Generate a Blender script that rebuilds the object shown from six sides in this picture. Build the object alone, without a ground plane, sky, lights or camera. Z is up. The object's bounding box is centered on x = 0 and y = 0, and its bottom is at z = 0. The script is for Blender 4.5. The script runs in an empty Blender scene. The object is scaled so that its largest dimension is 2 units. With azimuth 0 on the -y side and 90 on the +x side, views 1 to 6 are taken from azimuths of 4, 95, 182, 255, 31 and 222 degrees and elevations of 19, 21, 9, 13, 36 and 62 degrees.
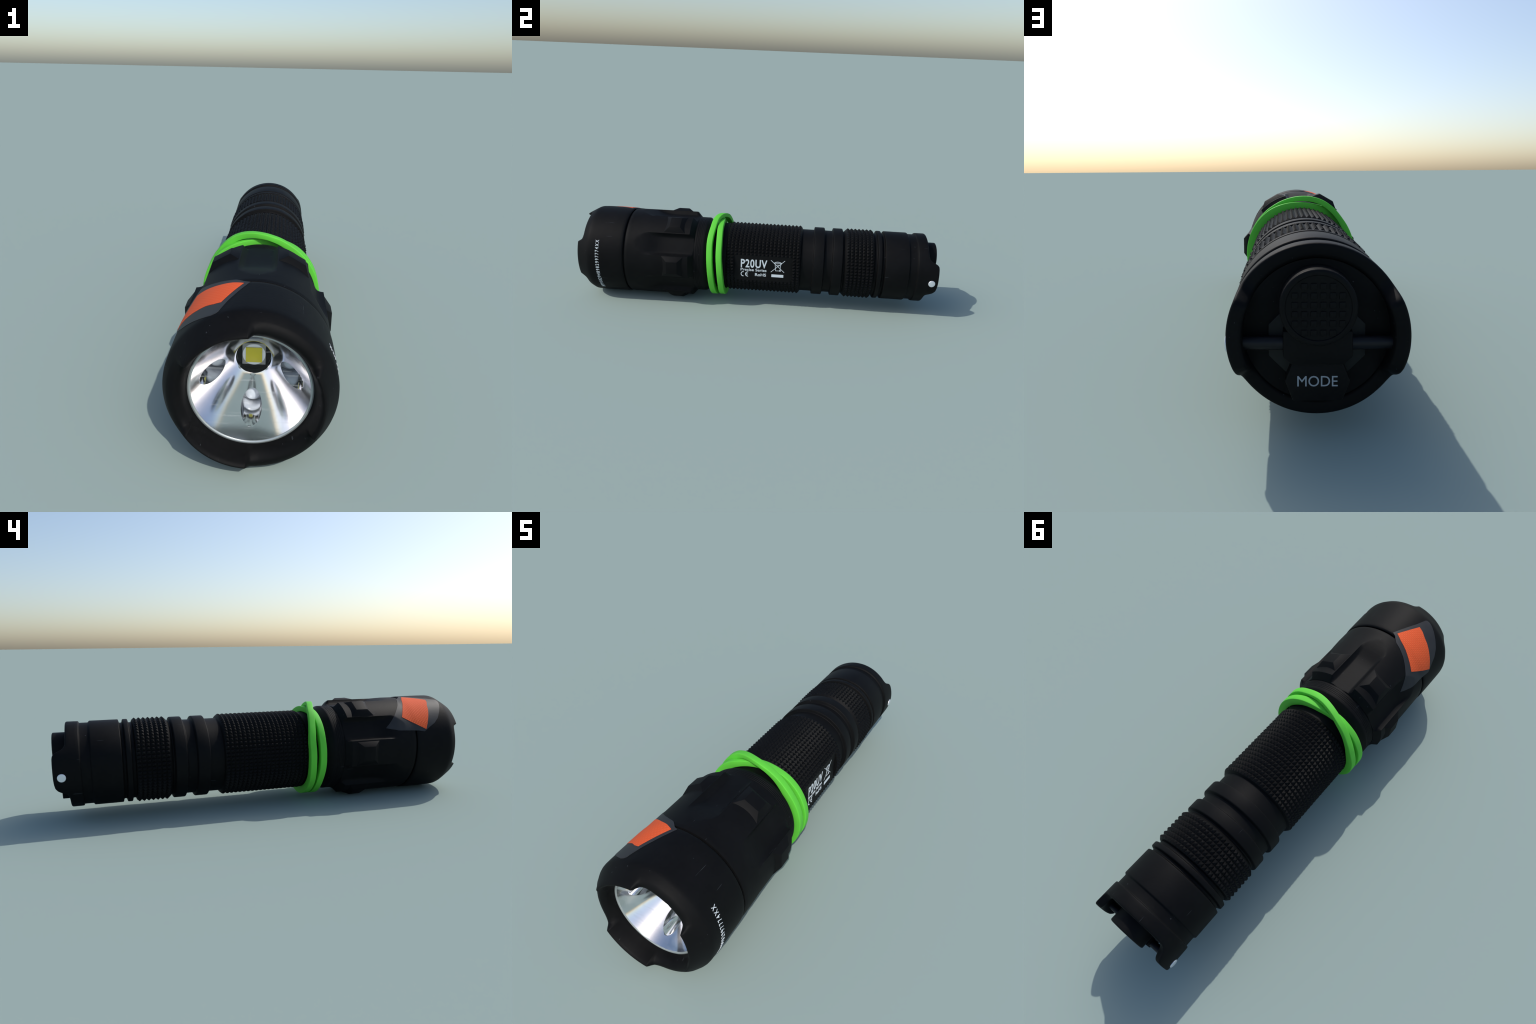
import bpy, bmesh, math, random
from mathutils import Vector, Matrix

random.seed(7)
AXIS_Z = 0.2441                       # height of the torch's axis above the ground
YAW = math.atan(0.024725)             # the torch lies slightly turned in plan
AXIS_X = -0.0118
RAD = math.pi / 180.0

# ----------------------------------------------------------------------------
# helpers: the axis runs along local +y (s), phi is measured from the top (+z)
# towards +x
# ----------------------------------------------------------------------------
def pt(s, r, phi_deg):
    a = phi_deg * RAD
    return (r * math.sin(a), s, r * math.cos(a))

root = bpy.data.objects.new("flashlight", None)
bpy.context.scene.collection.objects.link(root)
root.location = (AXIS_X, 0, 0)
root.rotation_euler = (0, 0, YAW)
root["label"] = "black tactical flashlight with knurled grip and green rubber band"
root["category"] = "flashlight"


def link(name, mesh, mat, parent=None, sharp=32):
    ob = bpy.data.objects.new(name, mesh)
    bpy.context.scene.collection.objects.link(ob)
    if parent is None:
        ob.parent = root
        ob.location = (0, 0, AXIS_Z)
    else:
        ob.parent = parent
    if mat is not None and not mesh.materials:
        mesh.materials.append(mat)
    if sharp is not None:
        for p in mesh.polygons:
            p.use_smooth = True
        mesh.set_sharp_from_angle(angle=sharp * RAD)
    return ob


def mesh_from(name, verts, faces):
    m = bpy.data.meshes.new(name)
    m.from_pydata(verts, [], faces)
    bm = bmesh.new()
    bm.from_mesh(m)
    bmesh.ops.remove_doubles(bm, verts=bm.verts, dist=1e-6)
    bmesh.ops.recalc_face_normals(bm, faces=bm.faces)
    bm.to_mesh(m)
    bm.free()
    return m


def rounded(profile, rad=0.004, seg=3):
    """Round every corner of an open (s, r) profile by a small fillet."""
    out = [profile[0]]
    for a, b, c in zip(profile, profile[1:], profile[2:]):
        A, B, C = Vector(a), Vector(b), Vector(c)
        la, lc = (A - B).length, (C - B).length
        if la < 1e-7 or lc < 1e-7:
            continue
        k = min(rad, 0.42 * la, 0.42 * lc)
        p0 = B + (A - B).normalized() * k
        p2 = B + (C - B).normalized() * k
        for i in range(seg + 1):
            t = i / seg
            q = p0 * (1 - t) ** 2 + B * 2 * t * (1 - t) + p2 * t * t
            out.append((q.x, q.y))
    out.append(profile[-1])
    return out


def lathe(name, profile, n=192):
    """Revolve an (s, r) profile; a callable profile may vary with phi."""
    verts, faces = [], []
    rings = []
    m = None
    for j in range(n):
        phi = 360.0 * j / n
        pr = profile(phi) if callable(profile) else profile
        m = len(pr)
        rings.append([len(verts) + i for i in range(m)])
        verts += [pt(s, max(r, 0.0), phi) for s, r in pr]
    for j in range(n):
        a, b = rings[j], rings[(j + 1) % n]
        for i in range(m - 1):
            faces.append((a[i], a[i + 1], b[i + 1], b[i]))
    return mesh_from(name, verts, faces)


def patch(name, outline, radius_at, thick, ds=0.006, dphi=1.2):
    """Thin sheet draped on a surface: outline polygon in (s, phi)."""
    bm = bmesh.new()
    k = 0.0045                                 # metres per degree, keeps cells square
    vs = [bm.verts.new((s, p * k, 0)) for s, p in outline]
    f = bm.faces.new(vs)
    s0, s1 = min(s for s, p in outline), max(s for s, p in outline)
    p0, p1 = min(p for s, p in outline), max(p for s, p in outline)
    x = s0 + ds
    while x < s1:
        bmesh.ops.bisect_plane(bm, geom=bm.verts[:] + bm.edges[:] + bm.faces[:],
                               plane_co=(x, 0, 0), plane_no=(1, 0, 0))
        x += ds
    y = p0 + dphi
    while y < p1:
        bmesh.ops.bisect_plane(bm, geom=bm.verts[:] + bm.edges[:] + bm.faces[:],
                               plane_co=(0, y * k, 0), plane_no=(0, 1, 0))
        y += dphi
    r = bmesh.ops.extrude_face_region(bm, geom=bm.faces[:])
    up = {v for v in r["geom"] if isinstance(v, bmesh.types.BMVert)}
    for v in bm.verts:
        s, p = v.co.x, v.co.y / k
        h = thick if v in up else -0.004
        v.co = pt(s, radius_at(s, p) + h, p)
    bmesh.ops.recalc_face_normals(bm, faces=bm.faces)
    me = bpy.data.meshes.new(name)
    bm.to_mesh(me)
    bm.free()
    return me


def box(name, x0, x1, s0, s1, z0, z1, bev=0.0):
    v = [(x, s, z) for x in (x0, x1) for s in (s0, s1) for z in (z0, z1)]
    f = [(0, 1, 3, 2), (4, 6, 7, 5), (0, 4, 5, 1), (2, 3, 7, 6), (0, 2, 6, 4), (1, 5, 7, 3)]
    return bevelled(mesh_from(name, v, f), bev)


def bevelled(me, bev, seg=2, ang=25):
    if bev > 0:
        bm = bmesh.new()
        bm.from_mesh(me)
        es = [e for e in bm.edges if len(e.link_faces) == 2 and e.calc_face_angle(0) > ang * RAD]
        bmesh.ops.bevel(bm, geom=es, offset=bev, segments=seg, profile=0.5, affect='EDGES')
        bm.to_mesh(me)
        bm.free()
    return me


def prism(name, poly, s0, s1, bev=0.0):
    """Extrude an (x, z) polygon along the axis from s0 to s1."""
    n = len(poly)
    v = [(x, s0, z) for x, z in poly] + [(x, s1, z) for x, z in poly]
    f = [tuple(range(n)), tuple(range(2 * n - 1, n - 1, -1))]
    f += [(i, (i + 1) % n, n + (i + 1) % n, n + i) for i in range(n)]
    return bevelled(mesh_from(name, v, f), bev)


# ----------------------------------------------------------------------------
# materials
# ----------------------------------------------------------------------------
def new_mat(name):
    m = bpy.data.materials.new(name)
    m.use_nodes = True
    nt = m.node_tree
    return m, nt, nt.nodes["Principled BSDF"]


def nd(nt, typ, **kw):
    n = nt.nodes.new(typ)
    for k, v in kw.items():
        if k in n.inputs:
            n.inputs[k].default_value = v
        else:
            setattr(n, k, v)
    return n


def ramp(nt, fac, stops):
    r = nd(nt, "ShaderNodeValToRGB")
    e = r.color_ramp.elements
    while len(e) > 1:
        e.remove(e[-1])
    e[0].position, e[0].color = stops[0][0], (*stops[0][1], 1)
    for p, c in stops[1:]:
        x = e.new(p)
        x.color = (*c, 1)
    nt.links.new(fac, r.inputs["Fac"])
    return r


def black_material(name, base, rough, specks=True, bump=0.15, grain=140.0, spec=0.5):
    """Anodised black: slight tone drift, pale dust specks and hairline scratches."""
    m, nt, b = new_mat(name)
    L = nt.links.new
    tc = nd(nt, "ShaderNodeTexCoord")
    n1 = nd(nt, "ShaderNodeTexNoise", Scale=9.0, Detail=5.0, Roughness=0.6)
    L(tc.outputs["Object"], n1.inputs["Vector"])
    dark = tuple(c * 0.8 for c in base)
    lite = tuple(c * 1.25 for c in base)
    col = ramp(nt, n1.outputs["Fac"], [(0.3, dark), (0.7, lite)])
    out = col.outputs["Color"]
    if specks:
        # fine scratches: stretched noise, thresholded
        mp = nd(nt, "ShaderNodeMapping")
        mp.inputs["Scale"].default_value = (60, 3, 60)
        mp.inputs["Rotation"].default_value = (0.5, 0.3, 0.4)
        L(tc.outputs["Object"], mp.inputs["Vector"])
        n2 = nd(nt, "ShaderNodeTexNoise", Scale=2.2, Detail=2.0)
        L(mp.outputs["Vector"], n2.inputs["Vector"])
        r2 = ramp(nt, n2.outputs["Fac"], [(0.735, (0, 0, 0)), (0.76, (1, 1, 1))])
        # dust specks
        vo = nd(nt, "ShaderNodeTexVoronoi", Scale=19.0)
        L(tc.outputs["Object"], vo.inputs["Vector"])
        r3 = ramp(nt, vo.outputs["Distance"], [(0.03, (1, 1, 1)), (0.06, (0, 0, 0))])
        few = nd(nt, "ShaderNodeMath", operation='GREATER_THAN')
        few.inputs[1].default_value = 0.72
        sx = nd(nt, "ShaderNodeSeparateColor")
        L(vo.outputs["Color"], sx.inputs[0])
        L(sx.outputs[0], few.inputs[0])
        pick = nd(nt, "ShaderNodeMath", operation='MULTIPLY')
        L(r3.outputs["Color"], pick.inputs[0])
        L(few.outputs[0], pick.inputs[1])
        mx = nd(nt, "ShaderNodeMath", operation='MAXIMUM')
        L(r2.outputs["Color"], mx.inputs[0])
        L(pick.outputs[0], mx.inputs[1])
        ml = nd(nt, "ShaderNodeMath", operation='MULTIPLY')
        L(mx.outputs[0], ml.inputs[0])
        ml.inputs[1].default_value = 0.35
        mix = nd(nt, "ShaderNodeMix", data_type='RGBA')
        L(ml.outputs[0], mix.inputs["Factor"])
        L(out, mix.inputs[6])
        mix.inputs[7].default_value = (0.09, 0.1, 0.11, 1)
        out = mix.outputs[2]
    L(out, b.inputs["Base Color"])
    b.inputs["Roughness"].default_value = rough
    b.inputs["Specular IOR Level"].default_value = spec
    n4 = nd(nt, "ShaderNodeTexNoise", Scale=grain, Detail=3.0)
    L(tc.outputs["Object"], n4.inputs["Vector"])
    bp = nd(nt, "ShaderNodeBump", Strength=bump, Distance=0.002)
    L(n4.outputs["Fac"], bp.inputs["Height"])
    L(bp.outputs["Normal"], b.inputs["Normal"])
    return m


def plain_material(name, base, rough, metal=0.0, spec=0.5, drift=0.12, scale=20.0):
    m, nt, b = new_mat(name)
    L = nt.links.new
    tc = nd(nt, "ShaderNodeTexCoord")
    n1 = nd(nt, "ShaderNodeTexNoise", Scale=scale, Detail=4.0)
    L(tc.outputs["Object"], n1.inputs["Vector"])
    c = ramp(nt, n1.outputs["Fac"], [(0.3, tuple(x * (1 - drift) for x in base)),
                                     (0.7, tuple(min(1, x * (1 + drift)) for x in base))])
    L(c.outputs["Color"], b.inputs["Base Color"])
    b.inputs["Roughness"].default_value = rough
    b.inputs["Metallic"].default_value = metal
    b.inputs["Specular IOR Level"].default_value = spec
    return m


def weave_material(name, base, light):
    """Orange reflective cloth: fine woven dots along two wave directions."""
    m, nt, b = new_mat(name)
    L = nt.links.new
    tc = nd(nt, "ShaderNodeTexCoord")
    wa = nd(nt, "ShaderNodeTexWave", Scale=36.0, Distortion=0.0)
    wa.bands_direction = 'Y'
    wb = nd(nt, "ShaderNodeTexWave", Scale=36.0, Distortion=0.0)
    wb.bands_direction = 'DIAGONAL'
    L(tc.outputs["Object"], wa.inputs["Vector"])
    L(tc.outputs["Object"], wb.inputs["Vector"])
    mu = nd(nt, "ShaderNodeMath", operation='MULTIPLY')
    L(wa.outputs["Fac"], mu.inputs[0])
    L(wb.outputs["Fac"], mu.inputs[1])
    c = ramp(nt, mu.outputs[0], [(0.35, base), (0.95, light)])
    L(c.outputs["Color"], b.inputs["Base Color"])
    b.inputs["Roughness"].default_value = 0.75
    b.inputs["Specular IOR Level"].default_value = 0.3
    bp = nd(nt, "ShaderNodeBump", Strength=0.35, Distance=0.002)
    L(mu.outputs[0], bp.inputs["Height"])
    L(bp.outputs["Normal"], b.inputs["Normal"])
    return m


BLACK = (0.0042, 0.0044, 0.0048)
MAT_BODY = black_material("black_anodised", BLACK, 0.58, spec=0.1)
MAT_KNURL = black_material("black_knurl", BLACK, 0.54, specks=False, spec=0.1)
MAT_BLOCK = black_material("black_block", BLACK, 0.58, specks=False, spec=0.1)
MAT_RUBBER = black_material("black_rubber", (0.003, 0.003, 0.0033), 0.6, specks=False, bump=0.2, spec=0.15)
MAT_PLATE = black_material("label_black", (0.0036, 0.0037, 0.004), 0.65, specks=False, spec=0.15)
MAT_PAD = black_material("textured_rubber", (0.003, 0.003, 0.0033), 0.6, specks=False, bump=0.6, grain=90, spec=0.15)
MAT_OCT = black_material("inner_plate", (0.012, 0.0135, 0.0135), 0.6, specks=False, spec=0.2)
MAT_PRINT = plain_material("white_print", (0.72, 0.77, 0.8), 0.6, drift=0.05)
MAT_MODE = plain_material("grey_print", (0.30, 0.33, 0.37), 0.6, drift=0.05)
MAT_GREEN = plain_material("green_rubber", (0.125, 0.62, 0.052), 0.6, spec=0.25, drift=0.05, scale=12)
MAT_TAPE = plain_material("grey_tape", (0.031, 0.032, 0.0345), 0.55, spec=0.22, drift=0.08)
MAT_ORANGE = weave_material("orange_cloth", (0.86, 0.112, 0.026), (0.88, 0.145, 0.04))
MAT_SILVER = plain_material("polished_rivet", (0.82, 0.84, 0.88), 0.35, metal=0.6, drift=0.03)
MAT_STEEL = plain_material("dark_steel", (0.006, 0.0065, 0.009), 0.45, spec=0.25)
MAT_MIRROR = plain_material("mirror_reflector", (0.86, 0.86, 0.87), 0.12, metal=1.0, drift=0.04, scale=6)
MAT_RIM = plain_material("clear_rim", (0.42, 0.46, 0.46), 0.25, metal=0.5, drift=0.05)
MAT_YELLOW = plain_material("phosphor", (0.62, 0.55, 0.02), 0.35, drift=0.05)
MAT_DOME = plain_material("white_dome", (0.78, 0.82, 0.86), 0.2, drift=0.04)
MAT_BASE = plain_material("emitter_base", (0.28, 0.29, 0.28), 0.35, metal=0.2)
MAT_UV = plain_material("pale_emitter", (0.62, 0.68, 0.74), 0.2, drift=0.05)

nt = MAT_MIRROR.node_tree
tc = nd(nt, "ShaderNodeTexCoord")
nz = nd(nt, "ShaderNodeTexNoise", Scale=9.0, Detail=0.0)
bp = nd(nt, "ShaderNodeBump", Strength=0.22, Distance=0.006)
nt.links.new(tc.outputs["Object"], nz.inputs["Vector"])
nt.links.new(nz.outputs["Fac"], bp.inputs["Height"])
nt.links.new(bp.outputs["Normal"], nt.nodes["Principled BSDF"].inputs["Normal"])

# ----------------------------------------------------------------------------
# head: crown bezel with three shallow notches
# ----------------------------------------------------------------------------
def notch(phi):
    """0 on the crown's lobes, 1 in its notches (three of each, 64 degrees wide)."""
    d = ((phi - 30.5 + 60) % 120) - 60
    x = 32.0 - abs(d)
    if x <= 0:
        return 0.0
    a = min(1.0, x / 4.4)
    a = a * a * (3 - 2 * a)
    t = min(1.0, x / 16.0)
    return 0.42 * a + 0.58 * (1 - (1 - t) ** 3)


LOBE = [(-0.9555, 0.2256), (-0.968, 0.2184), (-0.982, 0.2102), (-0.9935, 0.2030), (-0.9958, 0.2000),
        (-0.9962, 0.1975), (-0.9945, 0.1945), (-0.985, 0.1895), (-0.955, 0.1815), (-0.935, 0.1775)]
DIP = [(-0.9525, 0.2272), (-0.9552, 0.2250), (-0.9595, 0.2200), (-0.9635, 0.2130), (-0.9650, 0.2070),
       (-0.9655, 0.2020), (-0.9635, 0.1970), (-0.9590, 0.1900), (-0.947, 0.1812), (-0.935, 0.1775)]


def bezel_profile(phi):
    n = notch(phi)
    back = [(-0.728, 0.2200), (-0.728, 0.2380), (-0.7305, 0.2410), (-0.736, 0.2425), (-0.75, 0.2431), (-0.80, 0.2437),
            (-0.86, 0.2438), (-0.90, 0.2435), (-0.914, 0.2431), (-0.923, 0.2418), (-0.931, 0.2390), (-0.943, 0.2325)]
    mid = [(a[0] * (1 - n) + b[0] * n, a[1] * (1 - n) + b[1] * n) for a, b in zip(LOBE, DIP)]
    return back + mid + [(-0.921, 0.1735), (-0.915, 0.1735), (-0.915, 0.20), (-0.90, 0.20)]


bezel = link("bezel", lathe("bezel", bezel_profile, 720), MAT_BODY, sharp=38)

# head housing behind the bezel: six milled flats with rounded front ends
FLAT = [(-0.690, 0.2430), (-0.680, 0.2417), (-0.660, 0.2397), (-0.635, 0.2366), (-0.615, 0.2333), (-0.595, 0.2290), (-0.575, 0.2238),
        (-0.560, 0.2200), (-0.545, 0.2167), (-0.530, 0.2146), (-0.510, 0.2131), (-0.480, 0.2125), (-0.340, 0.2123)]


def flat_depth(s):
    """distance of a milled flat from the axis; the cutter runs out to the front"""
    for (s0, d0), (s1, d1) in zip(FLAT, FLAT[1:]):
        if s0 <= s <= s1:
            return d0 + (d1 - d0) * (s - s0) / (s1 - s0)
    return 0.25


def housing_radius(s, phi):
    if s < -0.7185:
        base = 0.2385 - (-0.7185 - s) * 3
    elif s < -0.706:
        base = 0.2385 + (s + 0.7185) * 0.16
    elif s <= -0.368:
        base = 0.2405 + 0.001 * (s + 0.706) / 0.338
    elif s <= -0.343:
        base = 0.2415 - (s + 0.368) * 1.12
    else:
        base = 0.2135
    d = ((phi + 30) % 60) - 30
    if abs(d) < 14.6 and s > -0.69:
        f = min(base, flat_depth(s) / math.cos(d * RAD))
        t = max(0.0, (abs(d) - 10.8) / 3.8)            # side walls lean out in a fillet
        return f + (base - f) * 0.8 * t * t
    return base


def housing_mesh():
    ss = [-0.7270, -0.7225, -0.7185, -0.7125, -0.706]
    s = -0.70
    while s < -0.372:
        ss.append(s)
        s += 0.006
    ss += [-0.370, -0.368, -0.3655, -0.36, -0.352, -0.345, -0.343]
    offs = [-30, -26, -22, -18, -15.6, -14.9, -14.55, -13.8, -13, -12.2, -11.4, -10.6, -8, -6, -4, -2,
            0, 2, 4, 6, 8, 10.6, 11.4, 12.2, 13, 13.8, 14.55, 14.9, 15.6, 18, 22, 26]
    angs = [60 * k + o for k in range(6) for o in offs]
    verts = [pt(s, housing_radius(s, a), a) for a in angs for s in ss]
    m, n = len(ss), len(angs)
    faces = [(j * m + i, j * m + i + 1, ((j + 1) % n) * m + i + 1, ((j + 1) % n) * m + i)
             for j in range(n) for i in range(m - 1)]
    # rear shoulder down to the neck
    back = len(verts)
    verts += [pt(-0.343, 0.200, a) for a in angs]
    faces += [(j * m + m - 1, back + j, back + (j + 1) % n, ((j + 1) % n) * m + m - 1) for j in range(n)]
    return mesh_from("head_housing", verts, faces)


housing = link("head_housing", housing_mesh(), MAT_BODY, sharp=24)
link("seam_ring", lathe("seam_ring", [(-0.735, 0.230), (-0.712, 0.230)], 128), MAT_RUBBER)

# raised grip blocks between the flats
def grip_block_mesh():
    """Low truncated pyramid with a plane top, its foot sunk into the housing."""
    verts = []
    def loop(s0, s1, half, d):
        out = []
        for s, p in ((s0, -half), (s0, half), (s1, half), (s1, -half)):
            out.append((d * math.tan(p * RAD), s, d))
        return out
    verts = loop(-0.5140, -0.3935, 14.2, 0.2200) + loop(-0.5140, -0.3935, 14.2, 0.2336) + loop(-0.4825, -0.4235, 7.6, 0.2567)
    faces = [(3, 2, 1, 0), (8, 9, 10, 11)]
    faces += [(k + i, k + (i + 1) % 4, k + 4 + (i + 1) % 4, k + 4 + i) for k in (0, 4) for i in range(4)]
    return bevelled(mesh_from("grip_block", verts, faces), 0.0012, seg=2, ang=15)


blk = grip_block_mesh()
for k in range(6):
    o = link("grip_block", blk, MAT_BLOCK, parent=housing, sharp=24)
    o.rotation_euler = (0, (30 + 60 * k) * RAD, 0)

# threaded collar and neck under the band
collar = [(-0.345, 0.19), (-0.3435, 0.2115), (-0.336, 0.2122)]
for k in range(4):
    s = -0.331 + k * 0.0085
    collar += [(s, 0.2122), (s + 0.0010, 0.2113), (s + 0.0032, 0.2113), (s + 0.0042, 0.2122)]
collar += [(-0.291, 0.2122), (-0.287, 0.2112), (-0.262, 0.190), (-0.255, 0.1865), (-0.1655, 0.1865)]
link("threaded_collar", lathe("threaded_collar", collar, 192), MAT_BODY)

# ----------------------------------------------------------------------------
# body tube
# ----------------------------------------------------------------------------
def knurl_mesh(name, first, rows, n_around, r_peak, r_valley, lead, tail, pitch, phase=0.5):
    """Pyramid knurling: rows x n_around four-sided studs, with sloping ends."""
    verts, faces = [], []
    step = 360.0 / n_around
    cols = []
    srow = [first - pitch / 2 + pitch * i / 2 for i in range(2 * rows + 1)]
    for j in range(2 * n_around):
        phi = phase + step * j / 2
        col = [len(verts) + i for i in range(len(srow) + 4)]
        verts.append(pt(lead[0], 0.150, phi))
        verts.append(pt(*lead, phi))
        for i, s in enumerate(srow):
            r = r_peak if (i % 2 == 1 and j % 2 == 0) else r_valley
            verts.append(pt(s, r, phi))
        verts.append(pt(*tail, phi))
        verts.append(pt(tail[0], 0.150, phi))
        cols.append(col)
    n = len(cols)
    m = len(srow) + 4
    for j in range(n):
        a, b = cols[j], cols[(j + 1) % n]
        for i in range(m - 1):
            q = (a[i], a[i + 1], b[i + 1], b[i])
            if i < 2 or i > m - 4:
                faces.append(q)
                continue
            ii = i - 2                      # cell row index on the half-pitch grid
            # the diagonal must start from the stud's apex
            if (ii % 2 == 0) == (j % 2 == 1):
                faces += [(q[0], q[1], q[2]), (q[0], q[2], q[3])]
            else:
                faces += [(q[0], q[1], q[3]), (q[1], q[2], q[3])]
        faces.append((a[m - 1], a[0], b[0], b[m - 1]))
    return mesh_from(name, verts, faces)


PITCH = 0.02137
grip = link("knurled_grip",
            knurl_mesh("knurled_grip", -0.1516, 19, 66, 0.1972, 0.1885, (-0.1690, 0.1800), (0.2500, 0.1760), PITCH),
            MAT_KNURL, sharp=12)
link("knurled_ring",
     knurl_mesh("knurled_ring", 0.5063, 7, 66, 0.1974, 0.1885, (0.4840, 0.1770), (0.6500, 0.1770), PITCH),
     MAT_KNURL, sharp=12)

tube = [(0.240, 0.1768), (0.3140, 0.1768), (0.3160, 0.1930), (0.3715, 0.1930), (0.3765, 0.1768), (0.4170, 0.1768),
        (0.4215, 0.1930), (0.4730, 0.1930), (0.4785, 0.1768), (0.495, 0.1768)]
link("ringed_tube", lathe("ringed_tube", rounded(tube, 0.0035), 192), MAT_BODY)
ring = [(0.640, 0.1770), (0.6625, 0.1770), (0.6660, 0.1930), (0.6870, 0.1930), (0.6915, 0.1770), (0.7030, 0.1770),
        (0.7070, 0.1930), (0.8350, 0.1930), (0.8400, 0.1853), (0.8790, 0.1853), (0.8830, 0.1900)]
link("battery_sleeve", lathe("battery_sleeve", rounded(ring, 0.0035), 192), MAT_BODY)

# ----------------------------------------------------------------------------
# printed label panel on the grip
# ----------------------------------------------------------------------------
X_LABEL = 0.1765                      # the label sits on a flat milled into the grip's +x side


def rounded_rect(s0, s1, z0, z1, c):
    out = []
    for cx, cz, a0 in ((s1 - c, z1 - c, 0), (s0 + c, z1 - c, 90), (s0 + c, z0 + c, 180), (s1 - c, z0 + c, 270)):
        out += [(cx + c * math.cos((a0 + 15 * i) * RAD), cz + c * math.sin((a0 + 15 * i) * RAD)) for i in range(7)]
    return out


def side_prism(name, poly, x0, x1):
    """Extrude an (s, z) polygon along local x."""
    n = len(poly)
    v = [(x0, s, z) for s, z in poly] + [(x1, s, z) for s, z in poly]
    f = [tuple(range(n)), tuple(range(2 * n - 1, n - 1, -1))]
    f += [(i, (i + 1) % n, n + (i + 1) % n, n + i) for i in range(n)]
    return mesh_from(name, v, f)


def carve(ob, cutter_mesh, sharp):
    """Boolean difference, applied."""
    cutter = bpy.data.objects.new("cutter", cutter_mesh)
    bpy.context.scene.collection.objects.link(cutter)
    cutter.parent = root
    cutter.location = (0, 0, AXIS_Z)
    md = ob.modifiers.new("carve", 'BOOLEAN')
    md.object = cutter
    md.operation = 'DIFFERENCE'
    md.solver = 'EXACT'
    bpy.context.view_layer.update()
    dg = bpy.context.evaluated_depsgraph_get()
    me = bpy.data.meshes.new_from_object(ob.evaluated_get(dg))
    ob.modifiers.clear()
    ob.data = me
    for p in me.polygons:
        p.use_smooth = True
    me.set_sharp_from_angle(angle=sharp * RAD)
    bpy.data.objects.remove(cutter)


panel_shape = rounded_rect(-0.1210, 0.2025, -0.0735, 0.0735, 0.018)
carve(grip, side_prism("pocket", panel_shape, X_LABEL - 0.001, 0.26), 12)
panel = link("label_panel", side_prism("label_panel", rounded_rect(-0.1205, 0.2020, -0.0730, 0.0730, 0.018), 0.16, X_LABEL),
             MAT_PLATE, parent=grip)


def text_bmesh(body, width, height, bold=0.0, spacing=1.0):
    cu = bpy.data.curves.new("lettering", 'FONT')
    cu.body = body
    cu.size = 1.0
    cu.extrude = 0.05
    cu.offset = bold
    cu.space_character = spacing
    cu.resolution_u = 4
    ob = bpy.data.objects.new("lettering", cu)
    bpy.context.scene.collection.objects.link(ob)
    dg = bpy.context.evaluated_depsgraph_get()
    dg.update()
    me = bpy.data.meshes.new_from_object(ob.evaluated_get(dg))
    bm = bmesh.new()
    bm.from_mesh(me)
    bpy.data.objects.remove(ob)
    bpy.data.curves.remove(cu)
    bpy.data.meshes.remove(me)
    x0, x1 = min(v.co.x for v in bm.verts), max(v.co.x for v in bm.verts)
    caps = max(v.co.y for v in bm.verts)
    low = min(v.co.y for v in bm.verts)
    for v in bm.verts:
        v.co.x = (v.co.x - x0) / (x1 - x0) * width
        v.co.y = (v.co.y - low) / (caps - low) * height
        v.co.z = 1 if v.co.z > 0 else -1
    return bm


def finish(name, bm, mat, parent):
    bmesh.ops.recalc_face_normals(bm, faces=bm.faces)
    me = bpy.data.meshes.new(name)
    bm.to_mesh(me)
    bm.free()
    return link(name, me, mat, parent=parent, sharp=None)


def on_panel(bm, s0, z0):
    """Lay flat (u, v) artwork on the label flat, 0.7 mm proud."""
    for v in bm.verts:
        v.co = (X_LABEL + (0.0007 if v.co.z > 0 else -0.002), s0 + v.co.x, z0 + v.co.y)


def print_text(body, s0, s1, z_top, z_bot, bold=0.0, spacing=1.0):
    bm = text_bmesh(body, s1 - s0, z_top - z_bot, bold, spacing)
    on_panel(bm, s0, z_bot)
    finish("lettering", bm, MAT_PRINT, panel)


print_text("P20UV", -0.0820, 0.0643, 0.0505, 0.0010, bold=0.022, spacing=1.12)
print_text("Precise Series", -0.0825, 0.0615, -0.0025, -0.0192, bold=0.012)
print_text("RoHS", -0.0018, 0.0602, -0.0292, -0.0470, bold=0.02)


def strokes(name, lines, width, s0, z0, mat, parent):
    """Line art: every polyline becomes a ribbon of the given width (u, v in metres)."""
    bm = bmesh.new()
    lift = 1.0
    for pts in lines:
        for a, b in zip(pts, pts[1:]):
            A, B = Vector(a), Vector(b)
            d = (B - A).normalized()
            nrm = Vector((-d.y, d.x)) * width / 2
            e = d * width * 0.35
            q = [A - e + nrm, B + e + nrm, B + e - nrm, A - e - nrm]
            lo = [bm.verts.new((p.x, p.y, -1)) for p in q]
            hi = [bm.verts.new((p.x, p.y, lift)) for p in q]
            lift += 0.05                      # overlapping strokes never share a plane
            bm.faces.new(hi)
            bm.faces.new(lo[::-1])
            for i in range(4):
                bm.faces.new((lo[i], lo[(i + 1) % 4], hi[(i + 1) % 4], hi[i]))
    for v in bm.verts:
        h = 0.0004 * v.co.z if v.co.z > 0 else -0.002
        v.co = (X_LABEL + h, s0 + v.co.x, z0 + v.co.y)
    return finish(name, bm, mat, parent)


def arc(cx, cy, r, a0, a1, n=12, ry=None):
    ry = ry or r
    return [(cx + r * math.cos((a0 + (a1 - a0) * i / n) * RAD), cy + ry * math.sin((a0 + (a1 - a0) * i / n) * RAD))
            for i in range(n + 1)]


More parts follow.
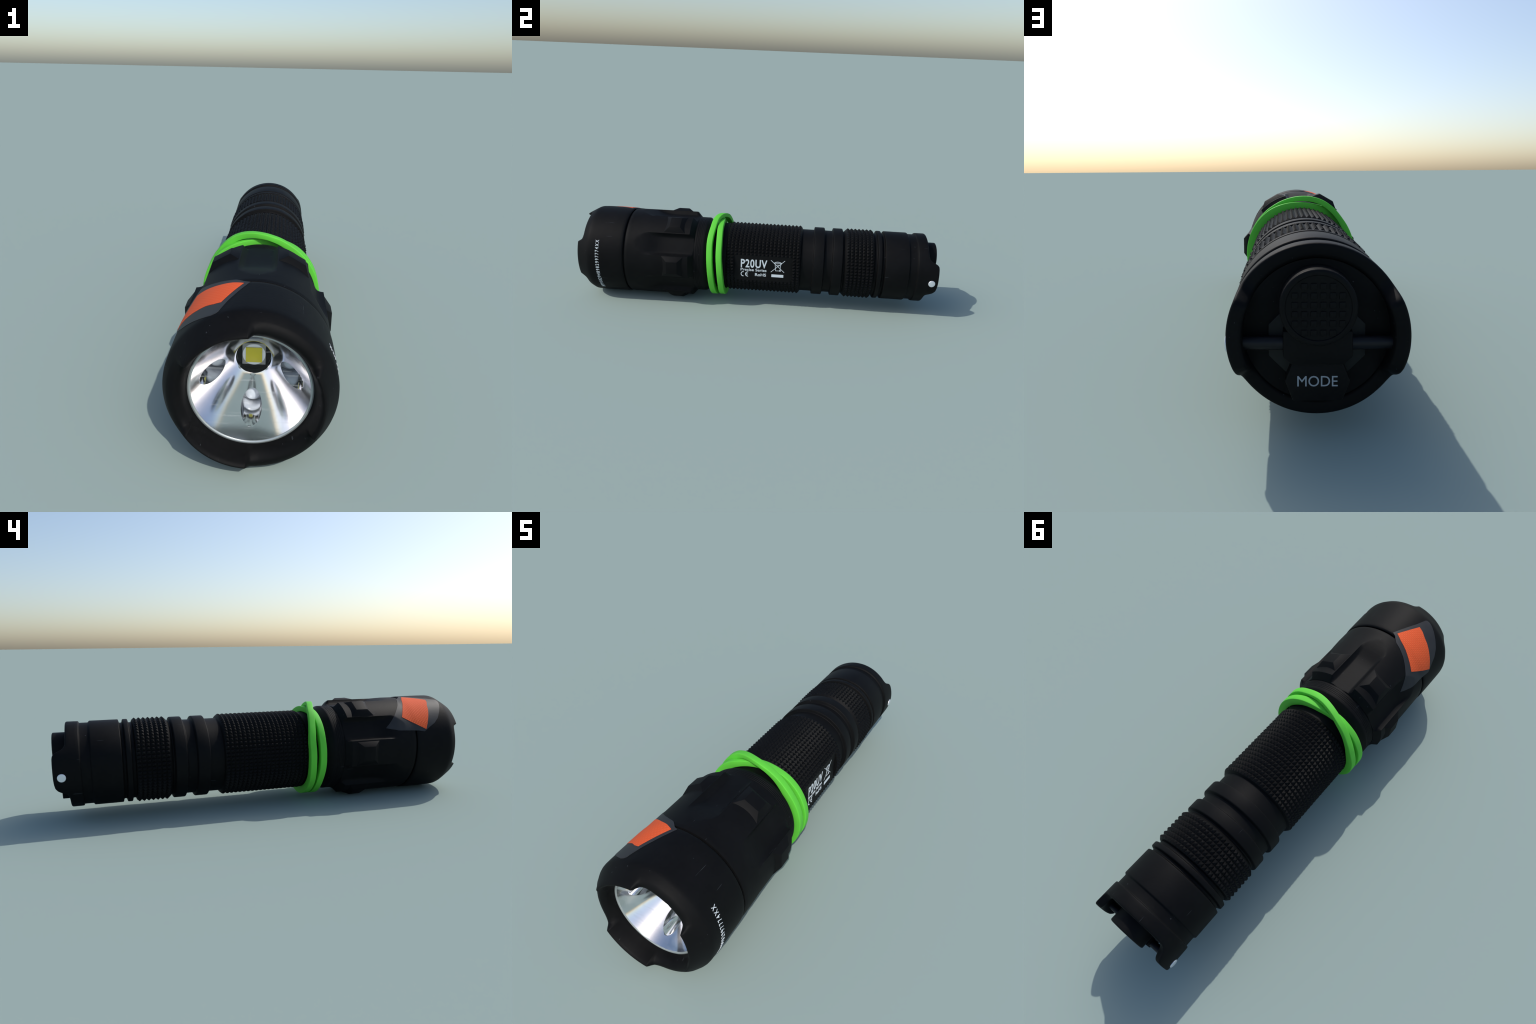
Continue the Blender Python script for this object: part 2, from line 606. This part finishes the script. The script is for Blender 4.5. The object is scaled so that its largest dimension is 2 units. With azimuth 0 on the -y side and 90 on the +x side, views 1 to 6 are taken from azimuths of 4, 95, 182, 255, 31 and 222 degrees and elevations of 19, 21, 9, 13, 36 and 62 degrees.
# conformity mark: two round letters
strokes("conformity_mark", [arc(0.0150, 0, 0.0128, 90, 270), arc(0.0400, 0, 0.0128, 90, 270),
                            [(0.0275, 0), (0.0385, 0)]], 0.0042, -0.0815, -0.0380, MAT_PRINT, panel)
# crossed-out bin with its bar
bin_lines = [[(-0.038, 0.0345), (0.0362, -0.0335)], [(0.038, 0.0345), (-0.0365, -0.0345)],
             [(-0.0155, 0.0175), (-0.0105, -0.0265), (0.0130, -0.0250), (0.0165, 0.0190)],
             [(-0.0200, 0.0200), (-0.0120, 0.0245), (0.0, 0.0270), (0.0140, 0.0240), (0.0210, 0.0205), (-0.0200, 0.0195)],
             [(-0.0050, 0.0090), (0.0080, 0.0090), (0.0080, 0.0050)],
             [(0.0190, 0.0190), (0.0190, 0.0120)],
             arc(0.0135, -0.0245, 0.0032, 0, 360, 10)]
strokes("crossed_bin", bin_lines, 0.0026, 0.1225, 0.0178, MAT_PRINT, panel)
strokes("printed_bar", [[(-0.0275, 0), (0.0275, 0)]], 0.0163, 0.1228, -0.0386, MAT_PRINT, panel)

# serial number round the bezel, read upwards
bm = text_bmesh("HP9182948982997774XX", 0.2435 * (135.6 - 60.2) * RAD, 0.0195, bold=0.004, spacing=1.45)
for v in bm.verts:
    v.co = pt(-0.8605 - v.co.y, 0.2437 + (0.0009 if v.co.z > 0 else -0.002), 135.6 - v.co.x / 0.2435 / RAD)
finish("serial_number", bm, MAT_PRINT, bezel)

# ----------------------------------------------------------------------------
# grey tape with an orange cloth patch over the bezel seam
# ----------------------------------------------------------------------------
def skin_radius(s, phi):
    if s < -0.745:
        pr = bezel_profile(phi)[:14]
        for a, b in zip(pr, pr[1:]):
            if b[0] <= s <= a[0]:
                t = (s - a[0]) / (b[0] - a[0]) if a[0] != b[0] else 0
                return a[1] + (b[1] - a[1]) * t
        return 0.243
    if s < -0.700:
        t = (s + 0.745) / 0.045
        t = t * t * (3 - 2 * t)
        return 0.2429 * (1 - t) + 0.2407 * t
    return housing_radius(s, phi)


tape_outline = [(-0.737, -3.4), (-0.729, -7.5), (-0.713, -11.0), (-0.702, -14.0), (-0.6905, -21), (-0.672, -30),
                (-0.650, -38), (-0.625, -46.0), (-0.598, -53.5), (-0.5690, -60.4), (-0.600, -63.2), (-0.640, -65.8), (-0.700, -66.6),
                (-0.735, -67.2), (-0.7690, -68.8), (-0.800, -64.0), (-0.835, -59.2), (-0.862, -53.0), (-0.885, -44.5),
                (-0.903, -36.5), (-0.913, -31), (-0.9185, -26.5), (-0.9165, -22.8), (-0.911, -21.2), (-0.855, -16.2), (-0.800, -10.2)]
link("grey_tape", patch("grey_tape", tape_outline, skin_radius, 0.0011, ds=0.005), MAT_TAPE, parent=bezel)
cloth_outline = [(-0.7455, -7.8), (-0.800, -14.4), (-0.8555, -20.9), (-0.850, -26.5), (-0.836, -33), (-0.826, -41), (-0.8135, -48.5),
                 (-0.797, -57.5), (-0.7795, -66.2), (-0.735, -60.2), (-0.700, -55.0), (-0.6630, -49.0), (-0.675, -43),
                 (-0.689, -36), (-0.7085, -26.5), (-0.726, -16)]
link("orange_cloth", patch("orange_cloth", cloth_outline, skin_radius, 0.0021, ds=0.005), MAT_ORANGE, parent=bezel)

# ----------------------------------------------------------------------------
# reflector, emitters and lens rim
# ----------------------------------------------------------------------------
def interp(keys, x):
    for (x0, y0), (x1, y1) in zip(keys, keys[1:]):
        if x0 <= x <= x1:
            t = (x - x0) / (x1 - x0)
            return y0 + (y1 - y0) * t
    return keys[-1][1]


bowl = []
N = 28
for i in range(N + 1):                      # from the rim inwards: near-parabolic bowl
    r = 0.1655 + (0.057 - 0.1655) * i / N
    t = (r - 0.057) / (0.1655 - 0.057)
    bowl.append((-0.747 - 0.176 * (0.86 * t + 0.14 * t * t), r))
solid = [(-0.923, 0.172)] + bowl + [(-0.745, 0.0545), (-0.718, 0.0545), (-0.715, 0.0), ]
shell = [(-0.70, 0.0), (-0.70, 0.172), (-0.923, 0.172)]
refl_me = lathe("reflector", solid + shell, 128)
reflector = link("reflector", refl_me, MAT_MIRROR, sharp=50)
HOLES = (0, 90, 180, 270)
cut_bm = bmesh.new()
for a in HOLES:
    c = pt(0, 0.113, a)
    mtx = Matrix.Translation((c[0], -0.845, c[2])) @ Matrix.Rotation(90 * RAD, 4, 'X')
    bmesh.ops.create_cone(cut_bm, cap_ends=True, segments=48, radius1=0.0310, radius2=0.0310, depth=0.21, matrix=mtx)
cut_me = bpy.data.meshes.new("bore")
cut_bm.to_mesh(cut_me)
cut_bm.free()
carve(reflector, cut_me, 45)

# small ultraviolet emitters at the bottom of the bores
def dome_mesh(name, R, h, seg=32, rings=8):
    prof = [(-0.004, R)] + [(h * -math.sin(i / rings * math.pi / 2), R * math.cos(i / rings * math.pi / 2))
                            for i in range(rings + 1)]
    return lathe(name, prof, seg)

uv = dome_mesh("emitter_dome", 0.0270, 0.024)
for a in HOLES:
    o = link("emitter_dome", uv, MAT_UV, parent=reflector, sharp=60)
    c = pt(-0.752, 0.113, a)
    o.location = c
uvb = lathe("emitter_seat", [(0.0, 0.0), (0.0, 0.0308), (0.004, 0.0308)], 32)
for a in HOLES:
    o = link("emitter_seat", uvb, MAT_UV, parent=reflector)
    o.location = pt(-0.749, 0.113, a)

# main emitter: square carrier, white disc, yellow phosphor square
link("emitter_well", lathe("emitter_well", [(-0.7195, 0.0540), (-0.7190, 0.0)], 64), MAT_RUBBER, parent=reflector)
link("emitter_carrier", box("emitter_carrier", -0.036, 0.036, -0.726, -0.712, -0.036, 0.036, 0.001), MAT_BASE, parent=reflector)
link("emitter_disc", lathe("emitter_disc", [(-0.7255, 0.0355), (-0.7290, 0.0350), (-0.7295, 0.0)], 64), MAT_DOME, parent=reflector)
link("phosphor_square", box("phosphor_square", -0.0252, 0.0252, -0.7330, -0.729, -0.0252, 0.0252, 0.0015), MAT_YELLOW, parent=reflector)
link("lens_rim", lathe("lens_rim", rounded([(-0.917, 0.1745), (-0.9245, 0.1740), (-0.9260, 0.1690), (-0.9235, 0.1650), (-0.917, 0.1648)], 0.001, 2), 192),
     MAT_RIM, parent=reflector)

# clear front glass with a few hairline scratches
m, nt, b = new_mat("lens_glass")
L = nt.links.new
tr = nd(nt, "ShaderNodeBsdfTransparent")
gl = nd(nt, "ShaderNodeBsdfGlossy", Roughness=0.03)
lw = nd(nt, "ShaderNodeLayerWeight", Blend=0.5)          # facing term, the same from both sides
pw = nd(nt, "ShaderNodeMath", operation='POWER')
pw.inputs[1].default_value = 4.0
L(lw.outputs["Facing"], pw.inputs[0])
fr = nd(nt, "ShaderNodeMath", operation='MULTIPLY_ADD')
fr.inputs[1].default_value = 0.28
fr.inputs[2].default_value = 0.014
L(pw.outputs[0], fr.inputs[0])
mx1 = nd(nt, "ShaderNodeMixShader")
L(fr.outputs[0], mx1.inputs[0])
L(tr.outputs[0], mx1.inputs[1])
L(gl.outputs[0], mx1.inputs[2])
tc = nd(nt, "ShaderNodeTexCoord")
lines = []
for k, (rot, off) in enumerate(((0.4, 1.0), (1.5, 4.0), (2.4, 9.0))):
    mp = nd(nt, "ShaderNodeMapping")
    mp.inputs["Rotation"].default_value = (0, rot, 0)
    mp.inputs["Location"].default_value = (off, 0, off)
    mp.inputs["Scale"].default_value = (9, 1, 150)
    L(tc.outputs["Object"], mp.inputs["Vector"])
    nz = nd(nt, "ShaderNodeTexNoise", Scale=1.0, Detail=1.0)
    L(mp.outputs["Vector"], nz.inputs["Vector"])
    lines.append(ramp(nt, nz.outputs["Fac"], [(0.69, (0, 0, 0)), (0.74, (0.10, 0.10, 0.10))]))
add1 = nd(nt, "ShaderNodeMath", operation='MAXIMUM')
add2 = nd(nt, "ShaderNodeMath", operation='MAXIMUM')
L(lines[0].outputs[0], add1.inputs[0])
L(lines[1].outputs[0], add1.inputs[1])
L(add1.outputs[0], add2.inputs[0])
L(lines[2].outputs[0], add2.inputs[1])
df = nd(nt, "ShaderNodeBsdfDiffuse")
df.inputs["Color"].default_value = (0.75, 0.77, 0.78, 1)
mx2 = nd(nt, "ShaderNodeMixShader")
L(add2.outputs[0], mx2.inputs[0])
L(mx1.outputs[0], mx2.inputs[1])
L(df.outputs[0], mx2.inputs[2])
L(mx2.outputs[0], nt.nodes["Material Output"].inputs["Surface"])
link("lens", lathe("lens", [(-0.9240, 0.0), (-0.9240, 0.1652), (-0.9215, 0.1652), (-0.9215, 0.0)], 96), m, parent=reflector)

# ----------------------------------------------------------------------------
# green rubber band: two strands that cross on top
# ----------------------------------------------------------------------------
def smooth_cyclic(keys, x, period):
    """Periodic Catmull-Rom through (angle, value) keys."""
    ks = sorted(keys)
    n = len(ks)
    x = x % period
    p = x if x >= ks[0][0] else x + period
    for i in range(n):
        x1 = ks[i][0]
        x2 = ks[(i + 1) % n][0] + (period if i == n - 1 else 0)
        if x1 <= p <= x2:
            y0, y1, y2, y3 = ks[i - 1][1], ks[i][1], ks[(i + 1) % n][1], ks[(i + 2) % n][1]
            t = (p - x1) / (x2 - x1)
            return 0.5 * (2 * y1 + (y2 - y0) * t + (2 * y0 - 5 * y1 + 4 * y2 - y3) * t * t + (3 * y1 - y0 - 3 * y2 + y3) * t ** 3)
    return ks[0][1]


def band_mesh(s_keys, r_keys, in_keys, width=0.0310, n=480):
    """Flat rubber loop wound twice round the neck; the angle runs through 720 degrees."""
    verts, faces = [], []
    c = 0.0032
    m = 0
    for j in range(n):
        ang = 720.0 * j / n
        s = smooth_cyclic(s_keys, ang, 720)
        ro = smooth_cyclic(r_keys, ang, 720)
        ri = smooth_cyclic(in_keys, ang, 720)
        sec = []
        for sx, sy, a0 in ((1, 1, 0), (-1, 1, 90), (-1, -1, 180), (1, -1, 270)):
            for i in range(4):
                a = (a0 + 30 * i) * RAD
                sec.append((sx * (width / 2 - c) + c * math.cos(a), (ro - c if sy > 0 else ri + c) + c * math.sin(a)))
        m = len(sec)
        verts += [pt(s + a, r, 180 - ang) for a, r in sec]
    for j in range(n):
        for i in range(m):
            faces.append((j * m + i, j * m + (i + 1) % m, ((j + 1) % n) * m + (i + 1) % m, ((j + 1) % n) * m + i))
    return mesh_from("rubber_band", verts, faces)


# angle 0 = underside, 90 = +x flank, 180 = top, 270 = -x flank; second turn adds 360
BAND_S = [(0, -0.2325), (50, -0.2410), (68, -0.2440), (90, -0.2490), (108, -0.2530), (126, -0.2555), (139, -0.2530),
          (152, -0.2475), (170, -0.2415), (180, -0.2330), (188, -0.2230), (198, -0.2100), (207, -0.1995), (219, -0.1910),
          (236, -0.1800), (250, -0.1735), (266, -0.1745), (284, -0.1765), (306, -0.1825), (335, -0.1860),
          (360, -0.1890), (410, -0.1920), (428, -0.1922), (450, -0.1965), (468, -0.2015), (486, -0.2035), (502, -0.2065),
          (514, -0.2095), (530, -0.2110), (540, -0.2130), (550, -0.2180), (565, -0.2230), (579, -0.2230), (596, -0.2232),
          (610, -0.2230), (626, -0.2245), (645, -0.2255), (666, -0.2230), (695, -0.2270)]
BAND_R = [(0, 0.2300), (50, 0.2290), (90, 0.2270), (120, 0.2270), (150, 0.2295), (170, 0.2350), (180, 0.2385), (190, 0.2415), (200, 0.2425), (212, 0.2395),
          (230, 0.2300), (260, 0.2265), (300, 0.2285), (360, 0.2290), (410, 0.2275), (450, 0.2265), (500, 0.2245), (530, 0.2165),
          (545, 0.2140), (560, 0.2165), (590, 0.2260), (640, 0.2285), (690, 0.2300)]
BAND_IN = [(0, 0.1930), (90, 0.1900), (130, 0.1940), (150, 0.2040), (170, 0.2140), (180, 0.2175), (200, 0.2200), (215, 0.2140), (235, 0.2030),
           (260, 0.1915), (360, 0.1920), (450, 0.1900), (540, 0.1880), (600, 0.1910), (680, 0.1930)]
link("rubber_band", band_mesh(BAND_S, BAND_R, BAND_IN), MAT_GREEN, sharp=50)

# ----------------------------------------------------------------------------
# tail cap with two ears, lanyard bar, rivets, button and mode switch
# ----------------------------------------------------------------------------
EAR = [(0, 0.9375), (40, 0.9378), (52, 0.9398), (56, 0.9445), (59, 0.9535), (61.5, 0.9700), (64, 0.9850), (67, 0.9925), (71, 0.9948),
       (80, 0.9955), (98, 0.9955), (105, 0.9940), (111, 0.9905), (115, 0.9820), (118, 0.9670), (120, 0.9500), (122.5, 0.9420),
       (127, 0.9378), (135, 0.9360), (180, 0.9355)]

def rear_edge(phi):
    a = phi % 360
    if a > 180:
        a = 360 - a
    for (x0, y0), (x1, y1) in zip(EAR, EAR[1:]):
        if x0 <= a <= x1:
            t = (a - x0) / (x1 - x0)
            return y0 + (y1 - y0) * t
    return EAR[-1][1]


def cap_profile(phi):
    e = sum(rear_edge(phi + d) for d in (-1, -.5, 0, .5, 1)) / 5
    ri = 0.1600
    return [(0.872, 0.180), (0.8790, 0.1853), (0.8805, 0.1905), (0.8825, 0.1925), (0.8855, 0.1932), (0.90, 0.1936), (0.918, 0.1936),
            (e - 0.0075, 0.1936), (e - 0.0042, 0.1929), (e - 0.0017, 0.1911), (e - 0.0004, 0.1885), (e, 0.1850),
            (e, 0.1700), (e - 0.0008, 0.1665), (e - 0.003, 0.1630), (e - 0.007, 0.1608), (e - 0.0120, ri),
            (0.9335, ri), (0.9325, ri), (0.9325, 0.08), (0.9325, 0.0)]

cap = link("tail_cap", lathe("tail_cap", cap_profile, 720), MAT_BODY, sharp=40)

def cyl_mesh(name, r, depth, seg=40, bev=0.0, axis='Y'):
    bm = bmesh.new()
    rot = {'Y': Matrix.Rotation(90 * RAD, 4, 'X'), 'X': Matrix.Rotation(90 * RAD, 4, 'Y')}[axis]
    bmesh.ops.create_cone(bm, cap_ends=True, segments=seg, radius1=r, radius2=r, depth=depth, matrix=rot)
    me = bpy.data.meshes.new(name)
    bm.to_mesh(me)
    bm.free()
    return bevelled(me, bev, seg=3, ang=40)

rivet = cyl_mesh("rivet", 0.0182, 0.02, 40, 0.003, 'X')
for sx in (1, -1):
    o = link("rivet", rivet, MAT_SILVER, parent=cap, sharp=60)
    o.location = (sx * 0.1872, 0.9603, -0.0187)
bar = cyl_mesh("lanyard_bar", 0.0150, 0.33, 10, 0.0, 'X')
o = link("lanyard_bar", bar, MAT_STEEL, parent=cap, sharp=50)
o.location = (0, 0.9585, -0.0190)

OZ = -0.0187
octo = [(0.105, OZ + 0.035), (0.045, OZ + 0.095), (-0.045, OZ + 0.095), (-0.105, OZ + 0.035),
        (-0.105, OZ - 0.035), (-0.045, OZ - 0.095), (0.045, OZ - 0.095), (0.105, OZ - 0.035)]
link("inner_plate", prism("inner_plate", octo, 0.915, 0.9410, 0.001), MAT_OCT, parent=cap)

BZ, BR = 0.0660, 0.0815
button_prof = rounded([(0.900, BR), (0.9945, BR), (0.9975, BR - 0.005), (0.9975, 0.0695), (0.9945, 0.0685), (0.9945, 0.0)], 0.004, 4)
button = link("button", lathe("button", button_prof, 96), MAT_RUBBER, parent=cap)
button.location = (0, 0, BZ)
stud = box("button_stud", -0.0063, 0.0063, 0.992, 0.9973, -0.0063, 0.0063, 0.0008)
for ix in range(-4, 4):
    for iz in range(-4, 4):
        x, z = (ix + 0.5) * 0.0196, (iz + 0.5) * 0.0196 - 0.0035
        if math.hypot(x, z) < 0.0625:
            o = link("button_stud", stud, MAT_RUBBER, parent=button)
            o.location = (x, 0, z)

link("switch_body", prism("switch_body", [(0.074, 0.012), (0.074, -0.046), (0.056, -0.062), (-0.056, -0.062), (-0.074, -0.046), (-0.074, 0.012)],
                          0.90, 0.9790, 0.004), MAT_RUBBER, parent=cap)
pad = link("mode_pad", prism("mode_pad", [(0.0530, -0.055), (0.0700, -0.101), (0.0530, -0.146), (-0.0530, -0.146), (-0.0700, -0.101), (-0.0530, -0.055)],
                             0.90, 0.9715, 0.003), MAT_PAD, parent=cap)
bm = text_bmesh("MODE", 0.0865, 0.0237, bold=0.0, spacing=1.0)
for v in bm.verts:
    v.co = (0.0435 - v.co.x, 0.9722 if v.co.z > 0 else 0.9700, -0.1125 + v.co.y)
finish("lettering", bm, MAT_MODE, pad)

# tidy up unused data
for me in [m for m in bpy.data.meshes if m.users == 0]:
    bpy.data.meshes.remove(me)
